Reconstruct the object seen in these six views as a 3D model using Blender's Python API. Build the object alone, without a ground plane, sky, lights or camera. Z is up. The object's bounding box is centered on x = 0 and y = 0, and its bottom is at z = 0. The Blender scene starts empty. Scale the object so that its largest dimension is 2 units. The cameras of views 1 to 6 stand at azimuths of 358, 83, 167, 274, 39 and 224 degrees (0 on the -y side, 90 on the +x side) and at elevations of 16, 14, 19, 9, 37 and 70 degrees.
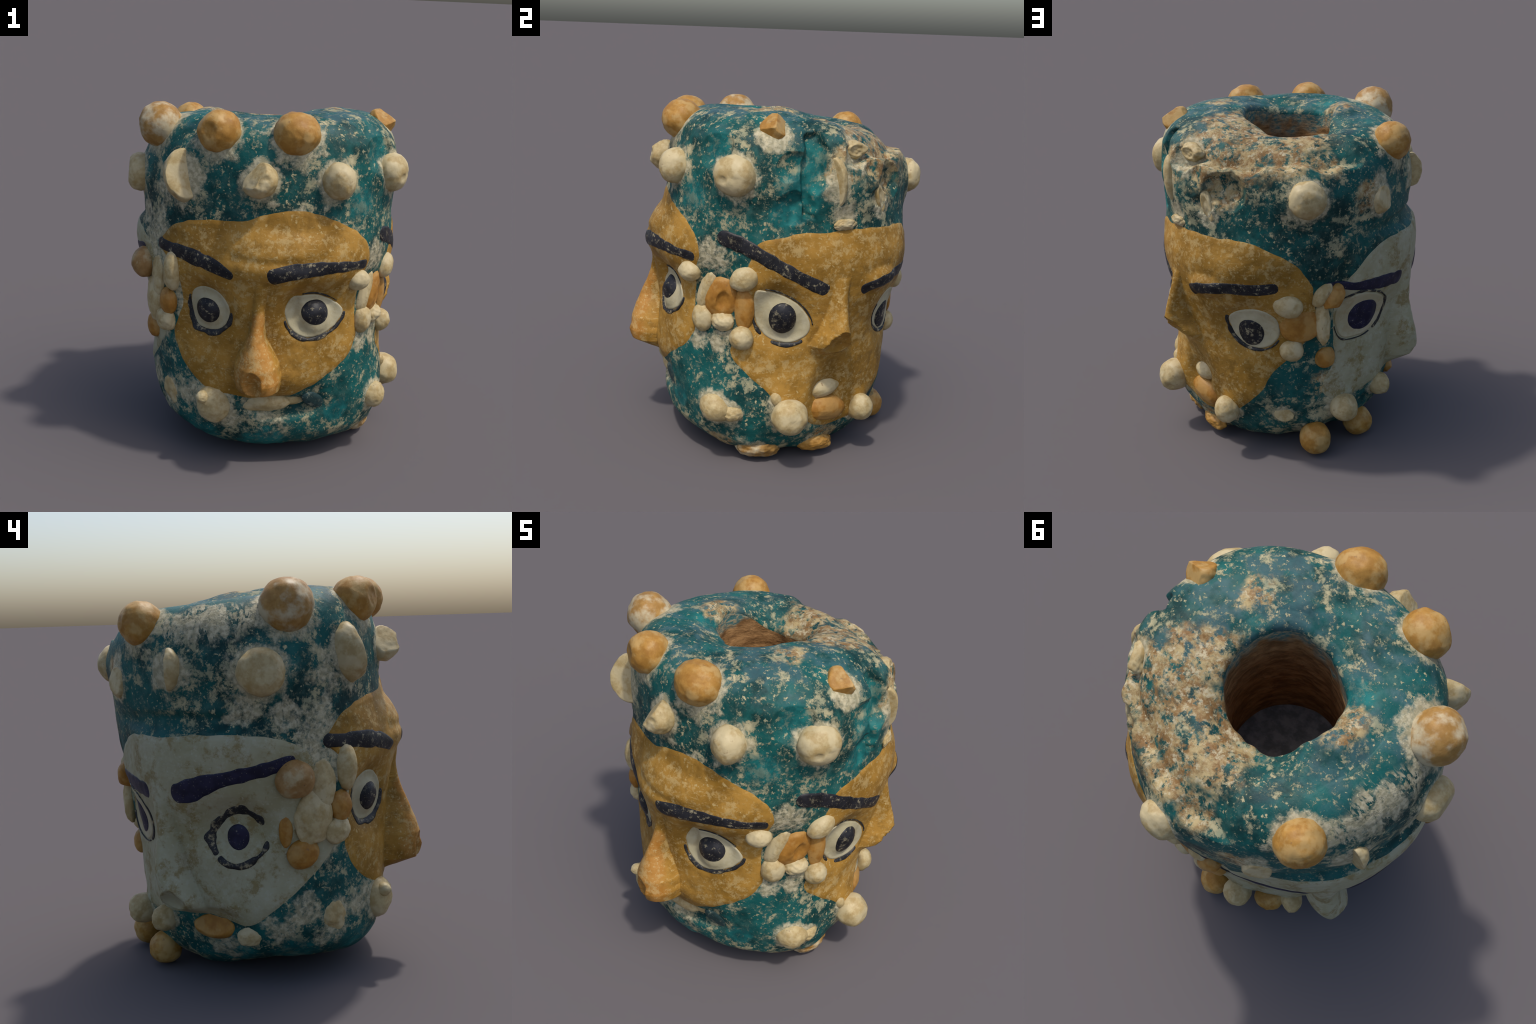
"""A weathered ancient glass head bead: hollow teal cylinder with three faces and applied glass knobs."""
import math
import bpy
import numpy as np


# ---------------------------------------------------------------- shape rules
# The bead is a hollow, slightly leaning cylinder.  Its wall is the radius
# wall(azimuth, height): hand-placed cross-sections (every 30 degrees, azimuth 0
# on -y, 90 on +x) plus noses, dents and lumps.
AZ = np.arange(0, 360, 30)
SECTION_Z = np.array([-0.10, 0.10, 0.20, 0.40, 0.60, 0.80, 1.00, 1.20, 1.40, 1.60, 1.78, 1.95, 2.1])
SECTION_R = np.array([
    # 0     30    60    90    120   150   180   210   240   270   300   330
    [.57,  .59,  .61,  .60,  .57,  .55,  .50,  .48,  .50,  .54,  .54,  .54],
    [.61,  .625, .67,  .655, .60,  .60,  .56,  .54,  .545, .575, .605, .62],
    [.640, .668, .71,  .68,  .640, .635, .60,  .59,  .57,  .618, .655, .66],
    [.665, .690, .735, .71,  .665, .69,  .640, .62,  .640, .670, .690, .68],
    [.69,  .700, .710, .69,  .69,  .70,  .655, .630, .68,  .670, .690, .68],
    [.69,  .690, .690, .70,  .715, .705, .685, .645, .710, .690, .705, .675],
    [.710, .690, .680, .725, .755, .765, .710, .710, .765, .745, .720, .70],
    [.750, .735, .710, .74,  .780, .795, .745, .725, .780, .785, .725, .712],
    [.675, .700, .700, .71,  .745, .75,  .765, .740, .745, .738, .712, .67],
    [.640, .665, .705, .72,  .755, .735, .775, .755, .750, .750, .710, .655],
    [.625, .645, .705, .695, .740, .700, .73,  .740, .725, .710, .68,  .65],
    [.620, .630, .665, .67,  .71,  .69,  .71,  .72,  .70,  .69,  .66,  .63],
    [.620, .630, .660, .67,  .71,  .69,  .71,  .72,  .70,  .69,  .66,  .63],
])
TOP_Z = np.array([1.942, 1.958, 1.962, 1.945, 1.92, 1.86, 1.845, 1.855, 1.875, 1.90, 1.93, 1.945])
LIP_Z = np.array([1.895, 1.94, 1.955, 1.935, 1.895, 1.815, 1.785, 1.79, 1.885, 1.92, 1.89, 1.90])   # rim of the hole
BASE_Z = np.array([.05, .05, .03, .02, .02, .02, .03, .03, .02, .08, .08, .05])
CORNER_TOP, CORNER_BASE, CORNER_POWER = 0.20, 0.20, 2.2
HOLE_CENTRE, HOLE_R, HOLE_FLOOR = (-0.032, 0.066), 0.255, 1.0


def cubic(p0, p1, p2, p3, t):
    return p1 + 0.5 * t * (p2 - p0 + t * (2 * p0 - 5 * p1 + 4 * p2 - p3 + t * (3 * (p1 - p2) + p3 - p0)))


def around(table, az):
    """Periodic Catmull-Rom through one value per 30 degrees."""
    x = np.mod(az, 360) / 30.0
    i = np.floor(x).astype(int)
    t = x - i
    g = lambda k: table[(i + k) % 12]
    return cubic(g(-1), g(0), g(1), g(2), t)


def sections(az, z):
    z = np.clip(z, SECTION_Z[0], SECTION_Z[-1] - 1e-6)
    j = np.clip(np.searchsorted(SECTION_Z, z, side='right') - 1, 0, len(SECTION_Z) - 2)
    t = (z - SECTION_Z[j]) / (SECTION_Z[j + 1] - SECTION_Z[j])
    x = np.mod(az, 360) / 30.0
    i = np.floor(x).astype(int)
    s = x - i

    def row(k):
        k = np.clip(k, 0, len(SECTION_Z) - 1)
        g = lambda m: SECTION_R[k, (i + m) % 12]
        return cubic(g(-1), g(0), g(1), g(2), s)
    return cubic(row(j - 1), row(j), row(j + 1), row(j + 2), t)


# noses: ridge azimuth, then (height, how far it stands out, half width) down the ridge
NOSES = [
    dict(ridge=[(1.10, -5), (0.80, -6.5), (0.60, -5.5), (0.45, -4.5)], power=0.60,
         rows=[(1.12, 0, .036), (1.04, .014, .034), (.96, .040, .035), (.88, .078, .040), (.80, .122, .056), (.735, .150, .092),
               (.66, .169, .128), (.58, .174, .136), (.525, .162, .130), (.49, .08, .105), (.465, 0, .08)]),
    dict(ridge=[(1.10, 112), (0.80, 110.5), (0.45, 111)], power=1.0,
         rows=[(1.12, 0, .05), (1.00, .055, .05), (.90, .108, .06), (.82, .145, .085), (.76, .148, .12),
               (.73, .115, .14), (.70, .055, .14), (.67, .01, .13), (.64, 0, .12)]),
    dict(ridge=[(1.10, -125), (0.80, -125), (0.60, -124), (0.46, -121), (0.38, -119)], power=0.75,
         rows=[(1.06, 0, .05), (.92, .03, .06), (.80, .060, .07), (.70, .095, .085), (.60, .130, .10), (.50, .150, .115),
               (.45, .150, .12), (.42, .10, .12), (.38, .02, .11), (.36, 0, .10)]),
]


def smooth(x):
    x = np.clip(x, 0, 1)
    return x * x * (3 - 2 * x)


def lattice(i, j, k, seed):
    h = (i.astype(np.int64) * 73856093) ^ (j.astype(np.int64) * 19349663) ^ (k.astype(np.int64) * 83492791) ^ (seed * 2654435761)
    h = (h ^ (h >> 13)) * 1274126177 & 0x7fffffff
    h = (h ^ (h >> 15)) * 668265263 & 0x7fffffff
    return (h ^ (h >> 14)) % 65536 / 32767.5 - 1.0


def noise3(x, y, z, scale, seed=1):
    """Smooth value noise, -1..1."""
    x, y, z = x * scale + 100, y * scale + 100, z * scale + 100
    i, j, k = np.floor(x), np.floor(y), np.floor(z)
    u, v, w = smooth(x - i), smooth(y - j), smooth(z - k)
    n = lambda a, b, c: lattice(i + a, j + b, k + c, seed)
    lo = (n(0, 0, 0) * (1 - u) + n(1, 0, 0) * u) * (1 - v) + (n(0, 1, 0) * (1 - u) + n(1, 1, 0) * u) * v
    hi = (n(0, 0, 1) * (1 - u) + n(1, 0, 1) * u) * (1 - v) + (n(0, 1, 1) * (1 - u) + n(1, 1, 1) * u) * v
    return lo * (1 - w) + hi * w


def roughness(az, z):
    """Lumps of the weathered glass; rougher along the broken foot and the scars."""
    t = np.radians(az)
    x, y = 0.7 * np.sin(t), -0.7 * np.cos(t)
    low = smooth((0.26 - z) / 0.2)
    scar = smooth((z - 1.42) / 0.1) * smooth((wrap(az - 118) + 38) / 12) * smooth((38 - wrap(az - 118)) / 12)
    r = 0.006 * noise3(x, y, z, 5, 3) + (0.0025 + 0.006 * scar) * noise3(x, y, z, 13, 4) + 0.0012 * noise3(x, y, z, 34, 5)
    return r + low * (0.022 * noise3(x, y, z, 6, 6) + 0.010 * noise3(x, y, z, 15, 7)) + scar * 0.012 * noise3(x, y, z, 8, 8)


def wrap(a):
    return (a + 180.0) % 360.0 - 180.0


def nose_height(nose, az, z):
    zr = np.array([r[0] for r in nose['rows']])[::-1]
    hr = np.array([r[1] for r in nose['rows']])[::-1]
    wr = np.array([r[2] for r in nose['rows']])[::-1]
    rz = np.array([r[0] for r in nose['ridge']])[::-1]
    ra = np.array([r[1] for r in nose['ridge']])[::-1]
    h = np.interp(z, zr, hr, left=0, right=0)
    w = np.interp(z, zr, wr)
    x = np.radians(wrap(az - np.interp(z, rz, ra))) * 0.75 / w
    return h * np.maximum(1 - x * x, 0) ** nose['power']


# dents and swellings of the wall: azimuth, height, half width, half height, depth (minus = inwards)
LUMPS = [
    (24, .42, .12, .05, .010), (0, 1.31, .26, .07, .018), (132, 1.08, .10, .06, .036), (-4, 1.17, .22, .05, .012),
    (-118, 1.325, .42, .050, -.028), (9, .99, .05, .08, -.025), (-168, 1.0, .06, .20, -.028),
    # eye sockets, then the balls of the eyes in them
    (-33, .92, .17, .15, -.060), (18, .945, .175, .145, -.062), (86, .90, .15, .165, -.060), (148, .85, .14, .14, -.045),
    (-96, .82, .17, .14, -.062), (-160, .83, .12, .14, -.030),
    (-31, .90, .085, .085, .042), (21, .90, .090, .085, .048), (87, .885, .095, .10, .035), (150, .82, .085, .09, .022),
    (-94, .77, .085, .085, .035), (-154, .81, .08, .09, .012),
    (113, .50, .12, .12, -.025), (111, .40, .11, .10, -.038), (6, .37, .18, .07, -.060), (21, .41, .09, .08, -.025), (4, .55, .20, .06, .012), (-106, .35, .13, .06, -.035),  # round the mouths
]

# shell-shaped breaks: azimuth, height, half size, depth of a ball-shaped bite out of the wall
BITES = [
    (88.5, 1.72, .080, .035), (90, 1.49, .095, .028),
    (119, 1.805, .085, .040), (143, 1.63, .130, .062), (133, 1.52, .07, .020), (128, 1.73, .08, .020),
    (-6, .580, .080, .036), (-118, .43, .07, .020), (112, .69, .07, .02), (52, 1.83, .11, .018),
]


def bitten(r, az, z):
    """Wall radius after the bites; their sharp rims stay."""
    t = np.radians(az)
    x, y = 0.7 * np.sin(t), -0.7 * np.cos(t)
    az = az + 2.6 * noise3(x, y, z, 9, 71) + 1.3 * noise3(x, y, z, 24, 72)
    z = z + 0.035 * noise3(x, y, z, 8, 73) + 0.012 * noise3(x, y, z, 22, 74)
    for a, h, size, depth in BITES:
        d = np.radians(wrap(az - a))
        near = (np.abs(d) < 0.5) & (np.abs(z - h) < 0.3)
        if not near.any():
            continue
        ball = (size * size + depth * depth) / (2 * depth)
        surface = sections(np.array([float(a)]), np.array([h]))[0]
        for n in NOSES:
            surface += nose_height(n, np.array([float(a)]), np.array([h]))[0]
        surface -= corner_loss(np.array([float(a)]), np.array([h]))[0]
        c = surface - depth + ball
        inside = ball ** 2 - (c * np.sin(d)) ** 2 - (z - h) ** 2
        entry = c * np.cos(d) - np.sqrt(np.maximum(inside, 0))
        r = np.where(near & (inside > 0), np.minimum(r, entry), r)
    return r


def corner_loss(az, z):
    """How far the rounded top and base edges draw the wall in."""
    zt, zb = around(TOP_Z, az), around(BASE_Z, az)
    c, p = CORNER_TOP, CORNER_POWER
    q = np.clip((z - (zt - c)) / c, 0, 1)
    loss = c * (1 - (1 - q ** p) ** (1 / p))
    c = CORNER_BASE
    q = np.clip(((zb + c) - z) / c, 0, 1)
    return loss + c * (1 - (1 - q ** p) ** (1 / p))


def lumps(az, z):
    out = np.zeros(np.broadcast(az, z).shape)
    for a, h, w, v, d in LUMPS:
        q = (np.radians(wrap(az - a)) * 0.7 / w) ** 2 + ((z - h) / v) ** 2
        out += d * np.exp(-q * q)
    return out


def wall(az, z, features=True, noses=True):
    """Radius of the outside of the bead."""
    az, z = np.broadcast_arrays(np.asarray(az, float), np.asarray(z, float))
    r = sections(az, z)
    if features:
        for n in NOSES if noses else []:
            r = r + nose_height(n, az, z)
        r = r + lumps(az, z)
        # broken ledge high on the back: the wall steps inwards above it
        span = smooth((wrap(az - 158) + 46) / 10) * smooth((46 - wrap(az - 158)) / 10)
        edge = 1.715 + 0.016 * np.sin(np.radians(az) * 9) + 0.010 * np.sin(np.radians(az) * 23)
        r = r - 0.072 * span * smooth((z - edge) / 0.014)
    r = r - corner_loss(az, z)
    if features:
        # the deep break beside it: a slot with a steep glassy left wall, narrowing downwards
        t = np.radians(az)
        x, y = 0.7 * np.sin(t), -0.7 * np.cos(t)
        a = az + 1.6 * noise3(x, y, z, 10, 81) + 0.8 * noise3(x, y, z, 26, 82)
        h = z + 0.02 * noise3(x, y, z, 12, 83)
        right = 100.0 + 5.0 * smooth((h - 1.56) / 0.08)
        slot = smooth((a - 92.5) / 2.2) * smooth((right - a) / 4.0) * smooth((h - 1.43) / 0.03) * smooth((1.90 - h) / 0.05)
        r = r - (0.052 + 0.012 * smooth((h - 1.58) / 0.03)) * slot
        r = bitten(r, az, z) + roughness(az, z)
    return r
# ------------------------------------------------------------- end of shape


# ------------------------------------------------------------------ meshes
def position(az, z, lift=0.0, noses=True):
    r = wall(az, z, noses=noses) + lift
    t = np.radians(az)
    return np.stack([r * np.sin(t), -r * np.cos(t), np.broadcast_to(z, r.shape)], -1)


ROOT = bpy.data.objects.new("head_bead", None)
bpy.context.scene.collection.objects.link(ROOT)
ROOT["label"] = "ancient teal glass bead with three staring faces and knobs"
ROOT["category"] = "glass bead"


def add(name, verts, faces, material, parent=ROOT, normals=None):
    mesh = bpy.data.meshes.new(name)
    mesh.from_pydata([tuple(v) for v in np.asarray(verts, float)], [], faces)
    mesh.update()
    mesh.polygons.foreach_set("use_smooth", [True] * len(mesh.polygons))
    mesh.materials.append(material)
    ob = bpy.data.objects.new(name, mesh)
    bpy.context.scene.collection.objects.link(ob)
    ob.parent = parent
    return ob


def grid_faces(rows, cols, closed=True, start=0):
    r = np.arange(rows - 1)[:, None] * cols
    c = np.arange(cols if closed else cols - 1)[None, :]
    n = (c + 1) % cols
    f = np.stack([r + c, r + n, r + cols + n, r + cols + c], -1).reshape(-1, 4) + start
    return f.tolist()


def spline(points, count, closed):
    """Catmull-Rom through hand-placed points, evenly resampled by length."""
    p = np.asarray(points, float)
    n = len(p)
    segs = n if closed else n - 1
    out = []
    for i in range(segs):
        g = (lambda k: p[(i + k) % n]) if closed else (lambda k: p[min(max(i + k, 0), n - 1)])
        for t in np.linspace(0, 1, 24, endpoint=False):
            out.append(cubic(g(-1), g(0), g(1), g(2), t))
    out.append(p[0] if closed else p[-1])
    out = np.array(out)
    d = np.hypot(np.diff(out[:, 0]) * DEG, np.diff(out[:, 1]))
    s = np.concatenate([[0], np.cumsum(d)])
    q = np.linspace(0, s[-1], count, endpoint=not closed)
    return np.stack([np.interp(q, s, out[:, 0]), np.interp(q, s, out[:, 1])], -1)


DEG = math.radians(1) * 0.71          # metres of wall per degree


def inlay(name, outline, centre, lift, material, parent, bevel=0.014, dome=0.0, count=240, rings=40, jitter=0.003, seed=1):
    """A sheet of glass laid on the wall inside a closed outline, edge rounded down into the wall."""
    o = spline(outline, count, True)
    if np.sum(o[:, 0] * np.roll(o[:, 1], -1) - o[:, 1] * np.roll(o[:, 0], -1)) > 0:
        o = o[::-1]
    c = np.asarray(centre, float)
    t = np.linspace(0, 2 * math.pi, count, endpoint=False)
    wob = 1 + jitter / 0.1 * (noise3(np.cos(t) * 3, np.sin(t) * 3, t * 0, 1.5, seed) + 0.6 * noise3(np.cos(t) * 9, np.sin(t) * 9, t * 0, 1.5, seed + 1)) * 0.3
    o = c + (o - c) * wob[:, None]
    size = np.hypot((o[:, 0] - c[0]) * DEG, o[:, 1] - c[1])
    f = 1 - (1 - np.linspace(0, 1, rings)[1:]) ** 1.5
    verts, faces = [position(c[0:1], c[1:2], lift + dome)], []
    for k, v in enumerate(f):
        p = c + (o - c) * v
        d = np.clip((1 - v) * size / bevel, 0, 1)
        h = (lift + dome * (1 - v * v)) * np.sqrt(1 - (1 - d) ** 2) - 0.004 * (1 - d)
        verts.append(position(p[:, 0], p[:, 1], h))
    verts = np.concatenate(verts)
    faces = [[0, 1 + (i + 1) % count, 1 + i] for i in range(count)] + grid_faces(rings - 1, count, True, 1)
    return add(name, verts, faces, material, parent)


def strip(name, spine, width, lift, material, parent, count=90, across=15, jitter=0.15, seed=1, power=0.5):
    """A trail of glass along a spine on the wall; width = half widths along it, rounded ends."""
    p = spline(spine, count, False)
    u = np.linspace(0, 1, count)
    w = np.interp(u, np.linspace(0, 1, len(width)), width)
    d = np.gradient(p, axis=0)
    d[:, 0] *= DEG
    length = np.hypot(d[:, 0], d[:, 1])
    total = length.sum()
    d /= length[:, None]
    e = np.minimum(u, 1 - u) * total
    w = w * np.sqrt(np.clip(1 - (1 - np.clip(e / np.maximum(w, 1e-4), 0, 1)) ** 2, 0, 1))
    w = w * (1 + jitter * noise3(u * total, u * 0, u * 0, 30, seed)) + 1e-4
    v = np.linspace(-1, 1, across)
    az = p[:, 0:1] - d[:, 1:2] * w[:, None] * v / DEG
    z = p[:, 1:2] + d[:, 0:1] * w[:, None] * v
    end = np.clip(e / max(width), 0, 1) ** 0.5
    h = lift * end[:, None] * (1 - v * v)[None, :] ** power - 0.003 * (np.abs(v) > 0.99)[None, :]
    verts = position(az, z, h).reshape(-1, 3)
    f = grid_faces(count, across, False)
    return add(name, verts, [[q[3], q[2], q[1], q[0]] for q in f], material, parent)


def sphere_points(rows, cols):
    t = np.linspace(0, math.pi, rows + 2)[1:-1]
    a = np.linspace(0, 2 * math.pi, cols, endpoint=False)
    ring = np.stack([np.outer(np.sin(t), np.cos(a)), np.outer(np.sin(t), np.sin(a)), np.outer(np.cos(t), np.ones(cols))], -1).reshape(-1, 3)
    pts = np.concatenate([[[0, 0, 1]], ring, [[0, 0, -1]]])
    last = len(pts) - 1
    f = [[0, 1 + i, 1 + (i + 1) % cols] for i in range(cols)] + [q[::-1] for q in grid_faces(rows, cols, True, 1)]
    f += [[last, last - cols + (i + 1) % cols, last - cols + i] for i in range(cols)]
    return pts, f


SPHERE = sphere_points(36, 56)


def knob(name, az, z, radius, size, material, parent=ROOT, cuts=(), dents=(), tilt=0.0, lump=0.06, seed=1):
    """A blob of glass.  radius = distance of its centre from the axis; size = half width, height, depth.
    cuts: (right, up, out, where) planes in sphere units that break pieces off; dents: (right, up, out, radius, depth)."""
    if radius is None or abs(radius) < 0.2:      # given from the wall
        radius = float(wall(np.array([az]), np.array([z]))[0]) + (radius or 0.0)
    p, faces = SPHERE[0].copy(), SPHERE[1]
    p = np.stack([p[:, 0], p[:, 1], p[:, 2]], -1)
    n = noise3(*p.T, 1.6, seed) * lump + noise3(*p.T, 4.0, seed + 9) * lump * 0.45 + noise3(*p.T, 9.0, seed + 5) * lump * 0.16
    p = p * (1 + n)[:, None]
    for dx, dy, dz, rad, depth in dents:
        k = np.array([dx, dy, dz], float)
        k /= np.linalg.norm(k)
        d = np.linalg.norm(p - k, axis=1) / rad
        p = p - np.outer(depth * np.exp(-d ** 4), k)
    for cx, cy, cz, where in cuts:
        k = np.array([cx, cy, cz], float)
        k /= np.linalg.norm(k)
        over = p @ k - where
        over = np.where(over > 0, over * 0.93 + 0.02 * noise3(*p.T, 3.0, seed + 3) * np.clip(over * 6, 0, 1), 0)
        p = p - np.outer(over, k)
    ct, st = math.cos(math.radians(tilt)), math.sin(math.radians(tilt))
    x, y, o = p[:, 0] * size[0], p[:, 1] * size[1], p[:, 2] * size[2]
    x, y = x * ct - y * st, x * st + y * ct
    t = math.radians(az)
    right = np.array([math.cos(t), math.sin(t), 0])
    out = np.array([math.sin(t), -math.cos(t), 0])
    v = out * radius + np.array([0, 0, z]) + np.outer(x, right) + np.outer(y, [0, 0, 1]) + np.outer(o, out)
    return add(name, v, faces, material, parent)


# --------------------------------------------------------------- materials
class Nodes:
    """Small helper for writing node trees."""

    def __init__(self, name):
        self.mat = bpy.data.materials.new(name)
        self.mat.use_nodes = True
        self.t = self.mat.node_tree
        self.t.nodes.clear()
        self.out = self.t.nodes.new("ShaderNodeOutputMaterial")
        self.bsdf = self.t.nodes.new("ShaderNodeBsdfPrincipled")
        self.t.links.new(self.bsdf.outputs[0], self.out.inputs[0])
        self.co = self.t.nodes.new("ShaderNodeTexCoord").outputs["Object"]

    def put(self, sock, value):
        if isinstance(value, bpy.types.NodeSocket):
            self.t.links.new(value, sock)
        elif isinstance(value, (tuple, list)) and len(value) == 3 and sock.type == 'RGBA':
            sock.default_value = (*value, 1)
        else:
            sock.default_value = value

    def noise(self, scale, detail=3, rough=0.55, stretch=None, shift=0.0, distort=0.0):
        n = self.t.nodes.new("ShaderNodeTexNoise")
        n.inputs["Scale"].default_value = scale
        n.inputs["Detail"].default_value = detail
        n.inputs["Roughness"].default_value = rough
        n.inputs["Distortion"].default_value = distort
        m = self.t.nodes.new("ShaderNodeMapping")
        m.inputs["Location"].default_value = (shift, shift * 1.7, -shift)
        if stretch:
            m.inputs["Scale"].default_value = stretch
        self.t.links.new(self.co, m.inputs["Vector"])
        self.t.links.new(m.outputs[0], n.inputs["Vector"])
        return n.outputs["Fac"]

    def voronoi(self, scale, shift=0.0):
        n = self.t.nodes.new("ShaderNodeTexVoronoi")
        n.inputs["Scale"].default_value = scale
        m = self.t.nodes.new("ShaderNodeMapping")
        m.inputs["Location"].default_value = (shift, shift, shift)
        self.t.links.new(self.co, m.inputs["Vector"])
        self.t.links.new(m.outputs[0], n.inputs["Vector"])
        return n.outputs["Distance"]

    def step(self, x, lo, hi, a=0.0, b=1.0):
        n = self.t.nodes.new("ShaderNodeMapRange")
        n.interpolation_type = 'SMOOTHSTEP'
        for k, v in zip(("Value", "From Min", "From Max", "To Min", "To Max"), (x, lo, hi, a, b)):
            self.put(n.inputs[k], v)
        return n.outputs[0]

    def math(self, op, a, b=0.0, clamp=False):
        n = self.t.nodes.new("ShaderNodeMath")
        n.operation = op
        n.use_clamp = clamp
        self.put(n.inputs[0], a)
        self.put(n.inputs[1], b)
        return n.outputs[0]

    def mul(self, a, b):
        return self.math('MULTIPLY', a, b)

    def plus(self, a, b):
        return self.math('ADD', a, b, True)

    def most(self, *xs):
        r = xs[0]
        for x in xs[1:]:
            r = self.math('MAXIMUM', r, x)
        return r

    def mix(self, fac, a, b):
        n = self.t.nodes.new("ShaderNodeMix")
        n.data_type = 'RGBA'
        self.put(n.inputs[0], fac)
        self.put(n.inputs[6], a)
        self.put(n.inputs[7], b)
        return n.outputs[2]

    def spots(self, places, ragged=0.0, scale=14, squash=None):
        """Largest of soft discs at places ((x,y,z), radius), ragged by noise; 1 at the middle, 0 at the rim."""
        best = None
        for (x, y, z), rad in places:
            d = self.t.nodes.new("ShaderNodeVectorMath")
            d.operation = 'DISTANCE'
            self.t.links.new(self.co, d.inputs[0])
            d.inputs[1].default_value = (x, y, z)
            v = self.math('MULTIPLY_ADD', d.outputs["Value"], -1.0 / rad)
            v.node.inputs[2].default_value = 1.0
            best = v if best is None else self.math('MAXIMUM', best, v)
        best = self.math('MAXIMUM', best, -1.0)
        if ragged:
            n = self.math('SUBTRACT', self.noise(scale, 4, 0.65, shift=3.3), 0.5)
            best = self.math('ADD', best, self.mul(n, ragged))
        return best

    def finish(self, colour, roughness=0.5, bump=None, strength=0.3, distance=0.004, specular=0.25, coat=0.0):
        self.put(self.bsdf.inputs["Base Color"], colour)
        self.put(self.bsdf.inputs["Roughness"], roughness)
        self.bsdf.inputs["Specular IOR Level"].default_value = specular
        self.bsdf.inputs["Coat Weight"].default_value = coat
        if bump is not None:
            b = self.t.nodes.new("ShaderNodeBump")
            b.inputs["Strength"].default_value = strength
            b.inputs["Distance"].default_value = distance
            self.t.links.new(bump, b.inputs["Height"])
            self.t.links.new(b.outputs[0], self.bsdf.inputs["Normal"])
        return self.mat


def at(az, z, radius):
    return tuple(float(v) for v in position(np.array([az]), np.array([z]))[0]), radius


CREAM, IVORY = (0.56, 0.47, 0.29), (0.62, 0.57, 0.43)
OCHRE, AMBER, HONEY = (0.42, 0.22, 0.055), (0.46, 0.19, 0.03), (0.50, 0.32, 0.11)


def teal_glass(crust_places, halo_places, tan_places, fresh_places):
    n = Nodes("weathered_teal_glass")
    big, mid, fine = n.noise(3.2, 4), n.noise(11, 5, 0.6, shift=2), n.noise(42, 4, 0.6, shift=5)
    base = n.mix(n.step(big, 0.38, 0.62), (0.005, 0.032, 0.030), (0.007, 0.082, 0.076))
    base = n.mix(n.step(mid, 0.42, 0.75, 0, 0.7), base, (0.012, 0.125, 0.110))
    base = n.mix(n.step(n.noise(17, 7, 0.74, shift=21), 0.46, 0.68, 0, 0.35), base, (0.08, 0.15, 0.12))
    # slate-blue patina on the top
    sep = n.t.nodes.new("ShaderNodeSeparateXYZ")
    n.t.links.new(n.co, sep.inputs[0])
    top = n.step(sep.outputs["Z"], 1.80, 1.92)
    base = n.mix(n.mul(top, n.step(n.noise(8, 4, 0.6, shift=9), 0.42, 0.62, 0, 0.55)), base, (0.065, 0.125, 0.14))
    fresh = n.step(n.spots(fresh_places, 1.0, 9), 0.15, 0.55)
    base = n.mix(n.mul(fresh, 0.85), base, n.mix(n.step(mid, 0.35, 0.65), (0.007, 0.080, 0.080), (0.016, 0.165, 0.155)))
    # cream weathering: fractal mottle in drifts, flecks, crust round the knobs
    drift = n.noise(4.5, 4, 0.6, shift=7)
    mottle = n.noise(15, 9, 0.78, shift=1)
    cut = n.step(drift, 0.34, 0.64, 0.590, 0.475)
    speck = n.step(n.math('SUBTRACT', mottle, cut), 0.0, 0.09)
    fleck = n.mul(n.step(n.noise(46, 4, 0.6, shift=31, distort=0.15), 0.585, 0.67), n.step(n.noise(8, 3, shift=33), 0.36, 0.52, 0.25, 1.0))
    big_fleck = n.mul(n.step(n.noise(19, 7, 0.68, shift=41, distort=0.2), 0.615, 0.67), n.step(n.noise(5, 3, shift=43), 0.40, 0.55, 0.2, 0.8))
    quiet = n.math('SUBTRACT', 1.0, n.mul(fresh, 0.7))
    white = n.mul(n.most(n.mul(speck, 0.72), n.mul(fleck, 0.85), big_fleck), quiet)
    crust = n.step(n.spots(crust_places, 2.8, 10), 0.15, 0.60)
    crust = n.mul(crust, n.step(n.noise(30, 5, 0.72, shift=4), 0.32, 0.54, 0.2, 1.0))
    halo = n.step(n.spots(halo_places, 0.9, 16), 0.05, 0.26)
    crust = n.most(crust, n.mul(halo, n.step(n.noise(24, 5, 0.7, shift=61), 0.30, 0.48, 0.35, 1.0)))
    col = n.mix(white, base, n.mix(n.step(mid, 0.4, 0.6), (0.34, 0.33, 0.20), (0.55, 0.46, 0.26)))
    tan = n.step(n.spots(tan_places, 2.1, 6), 0.05, 0.50)
    tancol = n.mix(n.step(n.noise(11, 7, 0.72, shift=6), 0.40, 0.60), (0.21, 0.115, 0.042), (0.42, 0.325, 0.16))
    tancol = n.mix(n.step(n.noise(34, 5, 0.7, shift=16), 0.50, 0.64), tancol, (0.47, 0.40, 0.25))
    col = n.mix(n.mul(tan, n.step(n.noise(14, 7, 0.74, shift=8), 0.42, 0.52)), col, tancol)
    # scraped streaks on the shoulder over the ivory face
    streak = n.mul(n.step(n.spots([at(-106, 1.80, .20), at(-95, 1.80, .16), at(-118, 1.77, .12)], 0.4, 8), 0.2, 0.5),
                   n.step(n.noise(13, 4, 0.6, stretch=(0.5, 2.6, 1.2), shift=51), 0.48, 0.56))
    col = n.mix(n.mul(n.most(crust, streak), 0.85), col, n.mix(n.step(fine, 0.38, 0.62), (0.33, 0.29, 0.175), (0.53, 0.465, 0.31)))
    return n.finish(col, n.step(white, 0, 1, 0.50, 0.80), n.plus(n.mul(fine, 0.7), n.mul(n.most(white, crust), 0.6)), 0.45, 0.008, 0.14)


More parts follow.
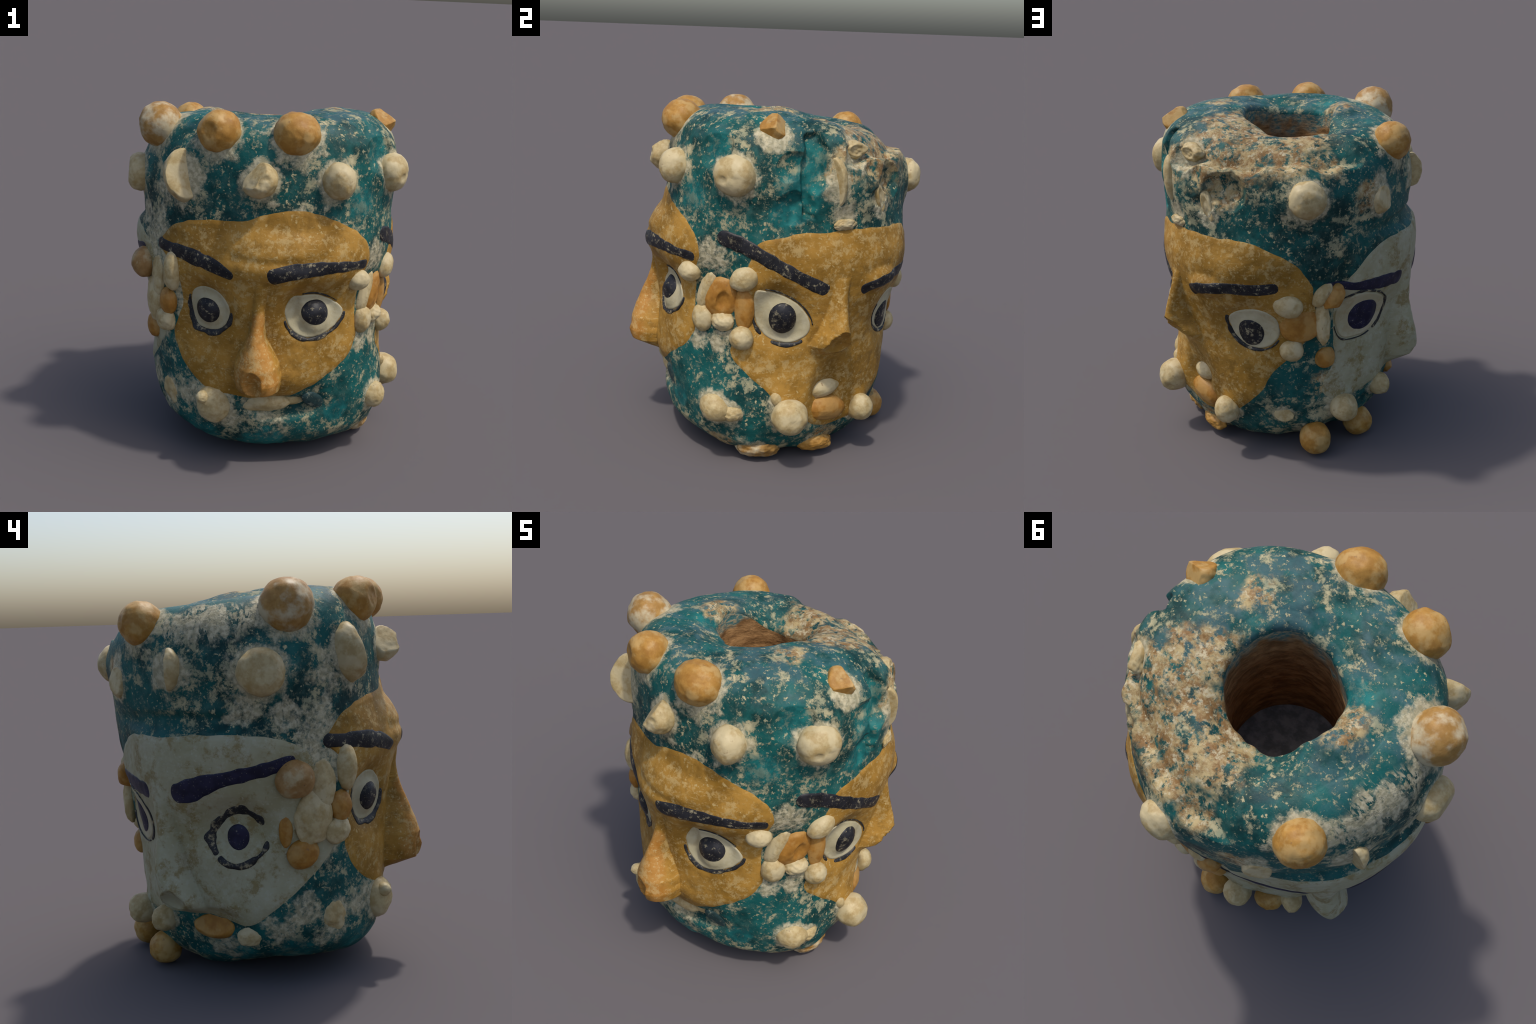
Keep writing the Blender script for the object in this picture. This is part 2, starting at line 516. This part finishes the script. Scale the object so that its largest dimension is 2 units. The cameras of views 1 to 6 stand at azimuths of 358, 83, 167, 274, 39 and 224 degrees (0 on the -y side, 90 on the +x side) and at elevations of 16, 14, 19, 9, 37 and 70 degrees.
def face_glass(name, low, high, stain, speck_colour, amount=1.0, warm=None, dirt=0.5):
    n = Nodes(name)
    big, mid, fine = n.noise(5, 4), n.noise(14, 5, 0.6, shift=3), n.noise(48, 4, 0.6, shift=6)
    col = n.mix(n.step(big, 0.36, 0.64), low, high)
    if warm:
        col = n.mix(n.step(n.spots(warm[0], 0.5, 10), 0.05, 0.45, 0, 0.85), col, n.mix(n.step(mid, 0.35, 0.65), *warm[1]))
    col = n.mix(n.mul(n.step(n.noise(9, 8, 0.74, shift=23), 0.49, 0.62), dirt), col, stain)
    drift = n.step(n.noise(6, 4, shift=8), 0.34, 0.62, 0.585, 0.465)
    speck = n.step(n.math('SUBTRACT', n.noise(24, 8, 0.75, shift=2), drift), 0.0, 0.11)
    fleck = n.mul(n.step(n.noise(46, 4, 0.6, shift=31, distort=0.15), 0.585, 0.68), n.step(mid, 0.40, 0.56, 0.3, 1.0))
    hair = n.mul(n.step(n.noise(16, 6, 0.75, stretch=(1, 1, 5), shift=1), 0.57, 0.66), 0.4)
    white = n.mul(n.most(n.mul(speck, 0.48), n.mul(fleck, 0.75), hair), amount)
    col = n.mix(white, col, speck_colour)
    return n.finish(col, 0.5, n.plus(n.mul(mid, 0.6), n.mul(fine, 0.6)), 0.45, 0.007, 0.16)


def knob_glass(name, body, patch, patch_amount, pit=(0.20, 0.11, 0.05), lo=0.46, hi=0.60):
    n = Nodes(name)
    big, mid, fine = n.noise(9, 4, 0.6), n.noise(22, 5, 0.65, shift=3), n.noise(60, 3, shift=6)
    dark = tuple(c * 0.80 * k for c, k in zip(body, (1.0, 0.93, 0.80)))
    col = n.mix(n.step(mid, 0.38, 0.64), dark, body)
    col = n.mix(n.step(n.noise(12, 7, 0.72, shift=14), 0.50, 0.66, 0, 0.7), col, tuple(c * k for c, k in zip(body, (0.70, 0.60, 0.42))))
    col = n.mix(n.mul(n.step(big, lo, hi), patch_amount), col, patch)
    col = n.mix(n.mul(n.step(n.noise(30, 3, shift=11), 0.68, 0.76), 0.6), col, pit)
    return n.finish(col, 0.5, n.plus(n.mul(mid, 0.7), n.mul(fine, 0.4)), 0.4, 0.006, 0.25)


def dark_glass(name, colour, wear, lo=0.545):
    n = Nodes(name)
    fine, mid = n.noise(30, 6, 0.72), n.noise(13, 4, 0.6, shift=4)
    white = n.most(n.mul(n.step(fine, lo, lo + 0.10), n.step(mid, 0.38, 0.58, 0.15, 0.9)), n.mul(n.step(n.voronoi(70), 0.2, 0.1), 0.35))
    col = n.mix(n.mul(white, 0.8), n.mix(n.step(mid, 0.35, 0.65), colour, tuple(c * 1.9 + 0.004 for c in colour)), wear)
    return n.finish(col, 0.45, fine, 0.3, 0.004, 0.25)


def bore_glass():
    n = Nodes("earthy_bore_crust")
    mid, fine = n.noise(9, 5, 0.65, stretch=(1, 1, 2.2)), n.noise(36, 4, 0.65, stretch=(1, 1, 2), shift=3)
    col = n.mix(n.step(mid, 0.35, 0.65), (0.17, 0.085, 0.03), (0.36, 0.20, 0.08))
    col = n.mix(n.step(fine, 0.55, 0.68, 0, 0.6), col, (0.10, 0.05, 0.02))
    sep = n.t.nodes.new("ShaderNodeSeparateXYZ")
    n.t.links.new(n.co, sep.inputs[0])
    lip = n.step(n.math('ADD', sep.outputs["Z"], n.mul(n.math('SUBTRACT', n.noise(6, 3, shift=5), 0.5), 0.5)), 1.78, 1.88)
    col = n.mix(n.mul(lip, 0.85), col, n.mix(n.step(fine, 0.42, 0.6), (0.02, 0.15, 0.16), (0.34, 0.30, 0.19)))
    return n.finish(col, 0.85, fine, 0.6, 0.012, 0.2)


def silt():
    n = Nodes("grey_silt")
    col = n.mix(n.step(n.noise(16, 5, 0.65), 0.35, 0.65), (0.15, 0.17, 0.175), (0.29, 0.31, 0.31))  # greys lightened to offset the bore's shadow on the floor
    return n.finish(col, 0.9, n.noise(40, 4), 0.6, 0.01, 0.2)


# ------------------------------------------------------- knobs of the bead
# (kind, azimuth, height, distance of centre from axis, half width/height/depth, options)
KNOBS = [
    # yellow knobs round the top
    ("yellow", 9, 1.882, .575, (.124, .116, .118), {}),
    ("yellow", -31, 1.876, .603, (.118, .114, .112), dict(dents=[(0, .1, 1, .35, .14)])),
    ("frosted", -73, 1.853, .667, (.128, .128, .125), {}),
    ("yellow", -135, 1.787, .713, (.108, .110, .105), {}),
    ("yellow", 81, 1.895, .610, (.085, .080, .080), dict(cuts=[(1, .3, .35, .50), (-.3, .9, .5, .60), (-.6, -.3, .8, .72)], lump=.10, tilt=15)),
    # white knobs below them
    ("white", -8, 1.650, .672, (.095, .092, .092), dict(cuts=[(-.7, .6, .5, .45)], dents=[(.3, .1, 1, .4, .15)], lump=.10)),
    ("white", 28, 1.650, .685, (.092, .098, .095), dict(lump=.07)),
    ("white", 65, 1.652, .715, (.118, .112, .090), dict(dents=[(-.3, -.3, 1, .2, .10)], lump=.06, tilt=-20)),
    ("white", -46, 1.625, .695, (.092, .140, .110), dict(cuts=[(1, .25, .45, .38)], lump=.06, tilt=8)),
    ("white", -84, 1.560, .765, (.112, .112, .085), dict(cuts=[(0, .1, 1, .80)], lump=.06)),
    ("white", -118, 1.570, .765, (.070, .100, .065), dict(cuts=[(-1, -.2, .35, -.05)], lump=.08, tilt=-8)),
    ("white", 176, 1.580, .778, (.100, .102, .085), dict(lump=.06)),
    ("white", -149, 1.508, .755, (.068, .080, .055), dict(cuts=[(.2, .2, 1, .5)], lump=.12)),
    ("white", 109, 1.635, .722, (.050, .130, .060), dict(cuts=[(-1, 0, .5, .35)], lump=.08, tilt=8)),
    ("white", 120, 1.790, .665, (.085, .050, .05), dict(dents=[(0, 0, 1, .6, .5)], lump=.15)),
    ("white", 133, 1.525, .728, (.035, .105, .030), dict(dents=[(0, 0, 1, .6, .5)], lump=.15, tilt=20)),
    ("white", 113, 1.405, .738, (.065, .030, .022), dict(lump=.25)),
    # lower row
    ("white", 92, .331, .752, (.100, .098, .100), dict(dents=[(.8, -.4, .5, .2, .12)])),
    ("white", 86, .425, .712, (.032, .040, .035), dict(tilt=25)),
    ("white", 59, .345, .725, (.098, .080, .080), dict(lump=.07, tilt=-22)),
    ("white", 66.5, .325, .715, (.070, .050, .055), dict(lump=.12)),
    ("white", 133, .282, .690, (.076, .080, .078), {}),
    ("yellow", 178, .098, .640, (.092, .095, .092), {}),
    ("yellow", -151, .088, .575, (.088, .086, .088), {}),
    ("white", -166, .267, .655, (.082, .082, .080), {}),
    ("white", -138, .300, .630, (.060, .068, .075), dict(lump=.10)),
    ("white", 162, .268, .640, (.058, .045, .045), dict(cuts=[(.1, .2, 1, .3)], lump=.15, tilt=-15)),
    ("white", -26, .368, .685, (.098, .108, .075), dict(lump=.08)),
    ("white", -29, .420, .738, (.036, .036, .040), dict(lump=.08)),
    ("white", -54, .360, .665, (.075, .095, .030), dict(lump=.15, tilt=25)),
    ("frosted", 77, .085, .590, (.125, .070, .075), dict(lump=.16)),
    ("yellow", 111, .085, .575, (.110, .055, .065), dict(lump=.18)),
]
EARS = [   # fourth value: how far the centre lies outside the wall
    [("white", 42, 1.090, .005, (.070, .060, .060), {}), ("white", 70, 1.095, .0, (.085, .066, .055), dict(tilt=28)),
     ("white", 49, .835, .0, (.068, .078, .050), {}), ("white", 69.5, .760, .012, (.066, .068, .060), {}),
     ("amber", 58, .975, .0, (.098, .130, .045), dict(dents=[(.45, -.1, .9, .42, .42)], tilt=-12, lump=.10)),
     ("amber", 70, .930, -.005, (.055, .140, .035), {}),
     ("white", 51, 1.0, -.005, (.055, .135, .042), dict(lump=.12, tilt=-20)), ("white", 60, .835, -.005, (.070, .055, .045), dict(lump=.14))],
    [("white", -50, 1.085, .0, (.058, .115, .050), {}), ("amber", -53, .900, .0, (.062, .080, .045), {}),
     ("white", -55, .785, .0, (.078, .070, .050), dict(lump=.11)), ("amber", -69, .690, .005, (.082, .074, .048), dict(tilt=25)),
     ("ball", -73, 1.060, .020, (.094, .092, .075), {}), ("white", -65, .870, -.002, (.095, .145, .045), dict(lump=.14)),
     ("amber", -76, .810, .0, (.034, .085, .022), {}), ("white", -61, 1.02, -.005, (.07, .12, .03), dict(lump=.14))],
    [("white", 166.5, .978, .0, (.086, .068, .048), dict(tilt=-20)), ("white", 167.5, .695, .005, (.068, .066, .060), {}),
     ("amber", -173, .987, .010, (.060, .092, .055), dict(tilt=-38, cuts=[(.4, -.9, .2, .65)])), ("amber", -176, .615, .0, (.062, .068, .045), {}),
     ("white", -178, .850, .005, (.046, .135, .042), dict(lump=.12)), ("amber", 172, .85, .0, (.115, .105, .026), {}),
     ("white", -178, 1.02, .005, (.045, .08, .03), dict(tilt=-38))],
]

# the wall swells a little where a knob was pressed on
LUMPS += [(k[1], k[2] - 0.01, k[4][0] * 1.3, k[4][1] * 1.3, .018) for k in KNOBS if k[2] < 1.8 and min(k[4]) > .05]

# ------------------------------------------------- put the materials together
crust_places = [at(k[1], min(k[2] - (0.03 if k[2] > 1.4 else 0), 1.86), (k[4][0] * k[4][1]) ** 0.5 * 1.50) for k in KNOBS]
crust_places += [at(52, 1.20, .13), at(-62, 1.30, .16), at(-57, 1.14, .15), at(-66, 1.22, .14), at(-40, .40, .12),
                 at(-2, .33, .17), at(-20, .33, .12), at(10, 1.46, .10), at(-45, .95, .12), at(-62, .74, .15),
                 at(46, .72, .10), at(60, .74, .10), at(-80, .30, .12), at(-68, .40, .12), at(-100, 1.78, .13), at(-112, 1.76, .12),
                 at(-92, 1.40, .12), at(-75, 1.36, .12), at(-58, 1.55, .13), at(118, 1.76, .15), at(112, 1.46, .10), at(-105, .20, .12),
                 at(-55, .28, .13), at(-150, 1.62, .08), at(-172, .36, .12)]
tan_places = [((.16, .40, 1.87), .30), ((.02, .47, 1.86), .26), ((.30, .22, 1.90), .22), at(128, 1.76, .24), at(150, 1.74, .22), at(112, 1.72, .14), at(138, 1.58, .14), at(170, 1.76, .16),
              at(-172, 1.72, .12), at(-158, 1.55, .12), ((-.34, .08, 1.93), .16), ((.33, -.16, 1.95), .12), at(-178, .45, .12), at(110, .12, .16), at(60, .10, .12)]
fresh_places = [at(92, 1.60, .17), at(97, 1.73, .17), at(97, 1.55, .12), at(88, 1.46, .14), at(42, 1.52, .14), at(0, .12, .20), at(-35, .12, .22), at(-70, .16, .18),
                at(-100, .18, .16), at(55, 1.78, .12), at(35, .33, .12), ((-.28, -.10, 1.90), .13)]
halo_places = [at(k[1], min(k[2], 1.87), (k[4][0] * k[4][1]) ** 0.5 * (1.38 if k[4][0] > .055 else 1.0)) for k in KNOBS if .15 < k[2] and min(k[4]) > .04]
TEAL = teal_glass(crust_places, halo_places, tan_places, fresh_places)
YELLOW_FACE = face_glass("ochre_face_glass", (0.25, 0.128, 0.018), (0.375, 0.202, 0.038), (0.165, 0.086, 0.014), (0.51, 0.385, 0.17),
                         warm=([at(-5, .90, .07), at(-5, .80, .10), at(-5, .70, .14), at(-5, .60, .17), at(-5, .52, .13)], ((0.36, 0.15, 0.025), (0.43, 0.215, 0.055))))
WHITE_FACE = face_glass("ivory_face_glass", (0.31, 0.285, 0.165), (0.37, 0.35, 0.23), (0.205, 0.145, 0.045), (0.41, 0.395, 0.29), dirt=0.75)
EYE_WHITE = face_glass("eye_white_glass", (0.395, 0.345, 0.21), (0.46, 0.41, 0.27), (0.33, 0.25, 0.12), (0.47, 0.43, 0.31), 0.6)
GLASS = dict(
    white=knob_glass("cream_knob_glass", (0.47, 0.37, 0.19), (0.53, 0.445, 0.265), 0.7),
    yellow=knob_glass("honey_knob_glass", (0.40, 0.21, 0.045), (0.46, 0.30, 0.11), 0.75),
    frosted=knob_glass("frosted_honey_knob_glass", (0.37, 0.21, 0.06), (0.50, 0.43, 0.28), 0.9, lo=.40, hi=.62),
    amber=knob_glass("amber_ear_glass", (0.38, 0.18, 0.032), (0.44, 0.27, 0.09), 0.5),
    ball=knob_glass("brown_ball_glass", (0.34, 0.20, 0.075), (0.42, 0.33, 0.18), 0.8, pit=(.05, .04, .04)),
)
BLACK = dark_glass("black_glass", (0.008, 0.008, 0.010), (0.42, 0.36, 0.22))
BLUE = dark_glass("dark_blue_glass", (0.007, 0.007, 0.022), (0.34, 0.30, 0.22), 0.60)
LINE = dark_glass("worn_black_line_glass", (0.012, 0.012, 0.013), (0.40, 0.33, 0.19), 0.52)
SMOKE = dark_glass("smoky_teal_glass", (0.012, 0.030, 0.030), (0.34, 0.34, 0.24), 0.53)
BORE, SILT = bore_glass(), silt()


# ------------------------------------------------------------ the hollow body
def build_body():
    cols = 840
    az = np.linspace(0, 360, cols, endpoint=False)
    zt, zb = around(TOP_Z, az), around(BASE_Z, az)
    p = CORNER_POWER
    rows = []
    # underside: from the middle outwards to the base corner
    foot = position(az, zb + 1e-5, 0, False)
    for f in np.linspace(0, 1, 26)[1:-1]:
        q = foot * f
        q[:, 2] = (zb.mean() + 0.03) * (1 - f) + zb * f + 0.012 * noise3(q[:, 0], q[:, 1], q[:, 0] * 0, 9, 21) * (1 - f ** 4)
        rows.append(q)
    for phi in np.linspace(0, math.pi / 2, 46)[:-1]:
        rows.append(position(az, zb + CORNER_BASE * (1 - math.cos(phi) ** (2 / p)) + 1e-5, 0, False))
    for f in np.linspace(0, 1, 330)[:-1]:
        rows.append(position(az, zb + CORNER_BASE + (zt - CORNER_TOP - zb - CORNER_BASE) * f, 0, False))
    for phi in np.linspace(0, math.pi / 2, 60):
        rows.append(position(az, zt - CORNER_TOP + CORNER_TOP * math.sin(phi) ** (2 / p) - 1e-5, 0, False))
    brow = rows[-1]
    # top: inwards to the lip of the hole, then rolling over it
    t = np.radians(az)
    d = np.stack([np.sin(t), -np.cos(t), t * 0], -1)
    centre = np.array([*HOLE_CENTRE, 0])
    ragged = HOLE_R + 0.012 * noise3(np.sin(t), np.cos(t), t * 0, 2.2, 31) + 0.006 * noise3(np.sin(t), np.cos(t), t * 0, 6, 32)
    roll = 0.042
    lip = centre + d * (ragged + roll)[:, None]
    lip_z = around(LIP_Z, az) + 0.012 * noise3(np.sin(t), np.cos(t), t * 0, 1.6, 33)
    for f in np.linspace(0, 1, 60)[1:]:
        q = brow * (1 - f) + lip * f
        bulge = 0.010 * math.sin(math.pi * f)
        q[:, 2] = zt * (1 - f) + lip_z * f + bulge + math.sin(math.pi * min(f * 1.2, 1)) ** 0.5 * (
            0.010 * noise3(q[:, 0], q[:, 1], q[:, 0] * 0, 6, 34) + 0.005 * noise3(q[:, 0], q[:, 1], q[:, 0] * 0, 16, 35))
        rows.append(q)
    for phi in np.linspace(0, math.pi / 2, 14)[1:]:
        q = centre + d * (ragged + roll * (1 - math.sin(phi)))[:, None]
        q[:, 2] = lip_z - roll * (1 - math.cos(phi))
        rows.append(q)
    n = len(rows)
    verts = np.concatenate(rows + [np.array([[0, 0, zb.mean() + 0.03]])])
    faces = grid_faces(n, cols)
    last = len(verts) - 1
    faces += [[last, (i + 1) % cols, i] for i in range(cols)]
    add("body", verts, faces, TEAL)
    # bore: goes down to a floor of silt
    edge, rows = rows[-1], []
    for f in np.linspace(0, 1, 90):
        z = edge[:, 2] * (1 - f) + (HOLE_FLOOR - 0.02) * f
        c = centre * (1 - f) + np.array([0.0, 0.03, 0]) * f
        rad = ragged * (1 - f) + (HOLE_R + 0.03) * f
        q = c + d * rad[:, None]
        q[:, 2] = z
        k = 0.008 * min(1, f * 8)
        q += d * (k * (noise3(q[:, 0], q[:, 1], q[:, 2] * 1.6, 9, 41) + 0.5 * noise3(q[:, 0], q[:, 1], q[:, 2] * 2, 22, 42)))[:, None]
        rows.append(q)
    add("bore", np.concatenate(rows), grid_faces(len(rows), cols), BORE)
    rows = []
    for f in np.linspace(0.02, 1, 40):
        q = np.array([0, 0.03, HOLE_FLOOR]) + d * (HOLE_R + 0.045) * f
        q[:, 2] += 0.010 * noise3(q[:, 0], q[:, 1], q[:, 0] * 0, 10, 43) - 0.01 * f
        rows.append(q)
    verts = np.concatenate(rows + [np.array([[0, 0.03, HOLE_FLOOR]])])
    f = [[b[3], b[2], b[1], b[0]] for b in grid_faces(len(rows), cols)] + [[len(verts) - 1, i, (i + 1) % cols] for i in range(cols)]
    add("bore_floor", verts, f, SILT)


build_body()


# ------------------------------------------------------------------- faces
def split_nose(face, nose, material):
    """Give the faces of the sheet that rise to the nose to a mesh of their own, keeping the smooth normals."""
    me = face.data
    co = np.empty(len(me.vertices) * 3)
    me.vertices.foreach_get("co", co)
    co = co.reshape(-1, 3)
    nor = np.empty(len(me.vertices) * 3)
    me.vertices.foreach_get("normal", nor)
    nor = nor.reshape(-1, 3)
    az = np.degrees(np.arctan2(co[:, 0], -co[:, 1]))
    high = nose_height(nose, az, co[:, 2]) > 0.012
    polys = [list(p.vertices) for p in me.polygons]
    mine = [all(high[v] for v in p) for p in polys]
    parent, mat = face.parent, me.materials[0]
    old = face.name
    bpy.data.objects.remove(face)
    out = []
    for name, want, m in ((old, False, mat), ("nose", True, material)):
        sel = [p for p, k in zip(polys, mine) if k == want]
        used = sorted({v for p in sel for v in p})
        back = {v: i for i, v in enumerate(used)}
        ob = add(name, co[used], [[back[v] for v in p] for p in sel], m, parent)
        ob.data.normals_split_custom_set_from_vertices([tuple(nor[v]) for v in used])
        out.append(ob)
    out[1].parent = out[0]
    return out[0]


def eye(parent, white_outline, pupil, pupil_size, pupil_mat, lines, lift=0.012, dome=0.006, pupil_dome=0.012, white=None, seed=1):
    o = np.array(white_outline, float)
    c = o.mean(0)
    w = inlay("eye_white", white_outline, c, lift, white or EYE_WHITE, parent, bevel=0.012, dome=dome, count=120, rings=20, seed=seed)
    t = np.linspace(0, 2 * math.pi, 12, endpoint=False)
    ring = [(pupil[0] + pupil_size[0] / DEG * math.cos(a), pupil[1] + pupil_size[1] * math.sin(a)) for a in t]
    inlay("pupil", ring, pupil, lift + dome * 0.8, pupil_mat, w, bevel=0.010, dome=pupil_dome, count=96, rings=18, seed=seed + 3)
    full = spline(white_outline, 200, True)
    full = c + (full - c) * 1.05
    for k, (a, b, width) in enumerate(lines):
        i = np.linspace(a * 200, b * 200, 14).astype(int) % 200
        strip("eyeliner", full[i], width, 0.012, LINE, parent, seed=seed + k, jitter=0.5, count=70, across=9)
    return w


FACES = [
    dict(sheet=YELLOW_FACE, nose_mat=YELLOW_FACE, nose=NOSES[0], centre=(-2, .92),
         outline=[(-56, 1.30), (-50, 1.36), (-40, 1.40), (-28, 1.42), (-15, 1.435), (-6, 1.47), (5, 1.50), (16, 1.49), (28, 1.44),
                  (39, 1.37), (46, 1.29), (48, 1.20), (46, 1.12), (44, .95), (45, .78), (42, .69), (34, .60), (22, .51), (14, .46),
                  (6, .42), (-6, .42), (-18, .44), (-28, .45), (-38, .51), (-46, .60), (-50, .72), (-48, .82), (-46, .95),
                  (-47, 1.06), (-55, 1.16), (-60, 1.22)],
         brows=[([(-61, 1.225), (-50, 1.215), (-42, 1.21), (-28, 1.185), (-16, 1.13)], (.030, .034, .042, .038, .024), BLACK),
                ([(-4, 1.150), (8, 1.190), (24, 1.197), (35, 1.19), (47, 1.175)], (.046, .044, .036, .026, .026), BLACK)],
         eyes=[dict(white_outline=[(-41, .985), (-37, 1.025), (-32, 1.04), (-25, 1.02), (-19.6, .945), (-20.2, .86), (-25, .80), (-32, .782), (-38.5, .805), (-42, .90)],
                    pupil=(-31, .905), pupil_size=(.086, .078), pupil_mat=BLACK, lines=[(.40, .98, (.010, .020, .022, .020, .022, .012))]),
               dict(white_outline=[(6.5, .97), (10.5, 1.022), (20.5, 1.03), (30.5, .985), (35.5, .922), (31.4, .844), (23.5, .797), (15, .792), (8.5, .845), (6, .92)],
                    pupil=(20.4, .932), pupil_size=(.090, .072), pupil_mat=BLACK, lines=[(.44, .92, (.008, .012, .016, .016, .012, .008)), (.12, .36, (.004, .007, .004))])],
         lips=[("white", -3, .392, -.008, (.165, .064, .058), dict(lump=.10)), ("white", 13, .402, -.002, (.08, .034, .03), {})]),
    dict(sheet=YELLOW_FACE, nose_mat=YELLOW_FACE, nose=NOSES[1], centre=(121, .80),
         outline=[(74, 1.26), (77, 1.31), (84, 1.335), (95, 1.36), (118, 1.375), (136, 1.37), (151, 1.36), (163, 1.29), (172, 1.215),
                  (177, 1.12), (178, 1.03), (179, .87), (174, .73), (160, .57), (152, .42), (141, .30), (133, .25), (124, .21),
                  (112, .21), (104, .24), (96, .30), (87, .39), (80, .47), (71, .565), (64, .66), (66, .75), (70, .9), (70, 1.0), (71, 1.12)],
         brows=[([(57, 1.320), (69, 1.280), (83, 1.198), (96, 1.111), (107, 1.04)], (.040, .040, .036, .034, .038), BLACK),
                ([(121, 1.02), (130, 1.075), (142, 1.092), (155, 1.09), (164, 1.10)], (.034, .033, .033, .032, .032), BLACK)],
         eyes=[dict(white_outline=[(75, 1.032), (80, 1.038), (87.5, 1.014), (95.4, .956), (100, .865), (99, .789), (91, .738), (82, .757), (76, .827), (74, .929)],
                    pupil=(87.5, .884), pupil_size=(.082, .094), pupil_mat=BLACK, lines=[(.50, .68, (.008, .013, .010)), (.74, .86, (.008, .012, .008)), (.06, .40, (.005, .008, .005))], pupil_dome=.022, dome=.008),
               dict(white_outline=[(138.6, .888), (144.3, .941), (153.6, .959), (161, .907), (162.7, .805), (158.8, .731), (152.6, .705), (145.3, .722), (139.6, .788)],
                    pupil=(149, .806), pupil_size=(.084, .088), pupil_mat=BLACK, lines=[(.52, 1.02, (.006, .008, .010, .011, .012))])],
         lips=[("white", 112, .437, .002, (.112, .060, .055), dict(tilt=8)), ("amber", 113, .312, -.008, (.140, .076, .056), dict(tilt=-6))]),
    dict(sheet=WHITE_FACE, nose_mat=WHITE_FACE, nose=NOSES[2], centre=(-116, .78),
         outline=[(-66, 1.17), (-72, 1.22), (-83, 1.27), (-102, 1.28), (-120, 1.27), (-135, 1.265), (-148, 1.24), (-162, 1.13), (-166, 1.03),
                  (-172, .90), (-172, .72), (-171, .58), (-178, .42), (-173, .33), (-160, .31), (-140, .34), (-124, .36), (-109, .36),
                  (-92, .33), (-78, .43), (-68, .53), (-57, .66), (-55, .76), (-60, .9), (-62, 1.05)],
         brows=[([(-120, .995), (-113, 1.005), (-103, 1.055), (-93, 1.087), (-82, 1.119), (-71, 1.158)], (.048, .058, .036, .034, .032, .026), BLUE),
                ([(-177, 1.072), (-164.7, 1.035), (-150, 1.01), (-138, .995), (-130, .985)], (.022, .022, .034, .042, .036), BLUE)],
         eyes=[dict(white_outline=[(-105.5, .778), (-101, .860), (-94, .902), (-87, .860), (-83.5, .780), (-86, .698), (-95.4, .640), (-102.8, .684)],
                    pupil=(-94.8, .778), pupil_size=(.064, .070), pupil_mat=BLUE, white=WHITE_FACE, lift=.009, dome=.006, pupil_dome=.008,
                    lines=[(.88, 1.42, (.024, .036, .026, .030, .032, .016)), (.50, .88, (.012, .020, .014))]),
               dict(white_outline=[(-170.7, .824), (-167.3, .924), (-158, .975), (-146, .935), (-139.5, .856), (-142, .738), (-152, .684), (-166, .708)],
                    pupil=(-153.5, .818), pupil_size=(.118, .100), pupil_mat=BLUE, lines=[(.34, .64, (.006, .012, .010)), (.12, .34, (.006, .012, .006)), (.66, .98, (.004, .006, .004))])],
         lips=[("amber", -109, .305, .0, (.115, .062, .050), dict(cuts=[(.1, .5, 1, .55)])), ("white", -92, .275, -.004, (.06, .055, .028), dict(lump=.15))]),
]

for k, f in enumerate(FACES):
    sheet = inlay("face", f["outline"], f["centre"], 0.0055, f["sheet"], ROOT, bevel=0.030, count=520, rings=150, jitter=0.004, seed=50 + k)
    sheet = split_nose(sheet, f["nose"], f["nose_mat"])
    for j, (spine, width, mat) in enumerate(f["brows"]):
        strip("eyebrow", spine, [w * 1.15 for w in width], 0.010, mat, sheet, seed=60 + 7 * k + j, power=0.3, jitter=0.09)
    for j, e in enumerate(f["eyes"]):
        eye(sheet, seed=80 + 5 * k + j, **e)
    for j, (kind, az, z, radius, size, extra) in enumerate(f["lips"]):
        knob("lip", az, z, radius, size, GLASS[kind], sheet, seed=100 + 5 * k + j, **extra)

NAMES = dict(white="white_knob", yellow="yellow_knob", frosted="yellow_knob")
for k, (kind, az, z, radius, size, extra) in enumerate(KNOBS):
    knob(NAMES[kind], az, z, radius, size, GLASS[kind], seed=200 + 3 * k, **extra)
for k, pieces in enumerate(EARS):
    ear = bpy.data.objects.new("ear", None)
    bpy.context.scene.collection.objects.link(ear)
    ear.parent = ROOT
    for j, (kind, az, z, radius, size, extra) in enumerate(pieces):
        knob("ear_bead", az, z, radius, size, GLASS[kind], ear, seed=400 + 11 * k + j, **extra)
knob("dark_glass_patch", 25, .405, -.010, (.100, .052, .022), SMOKE, seed=7, tilt=-18)
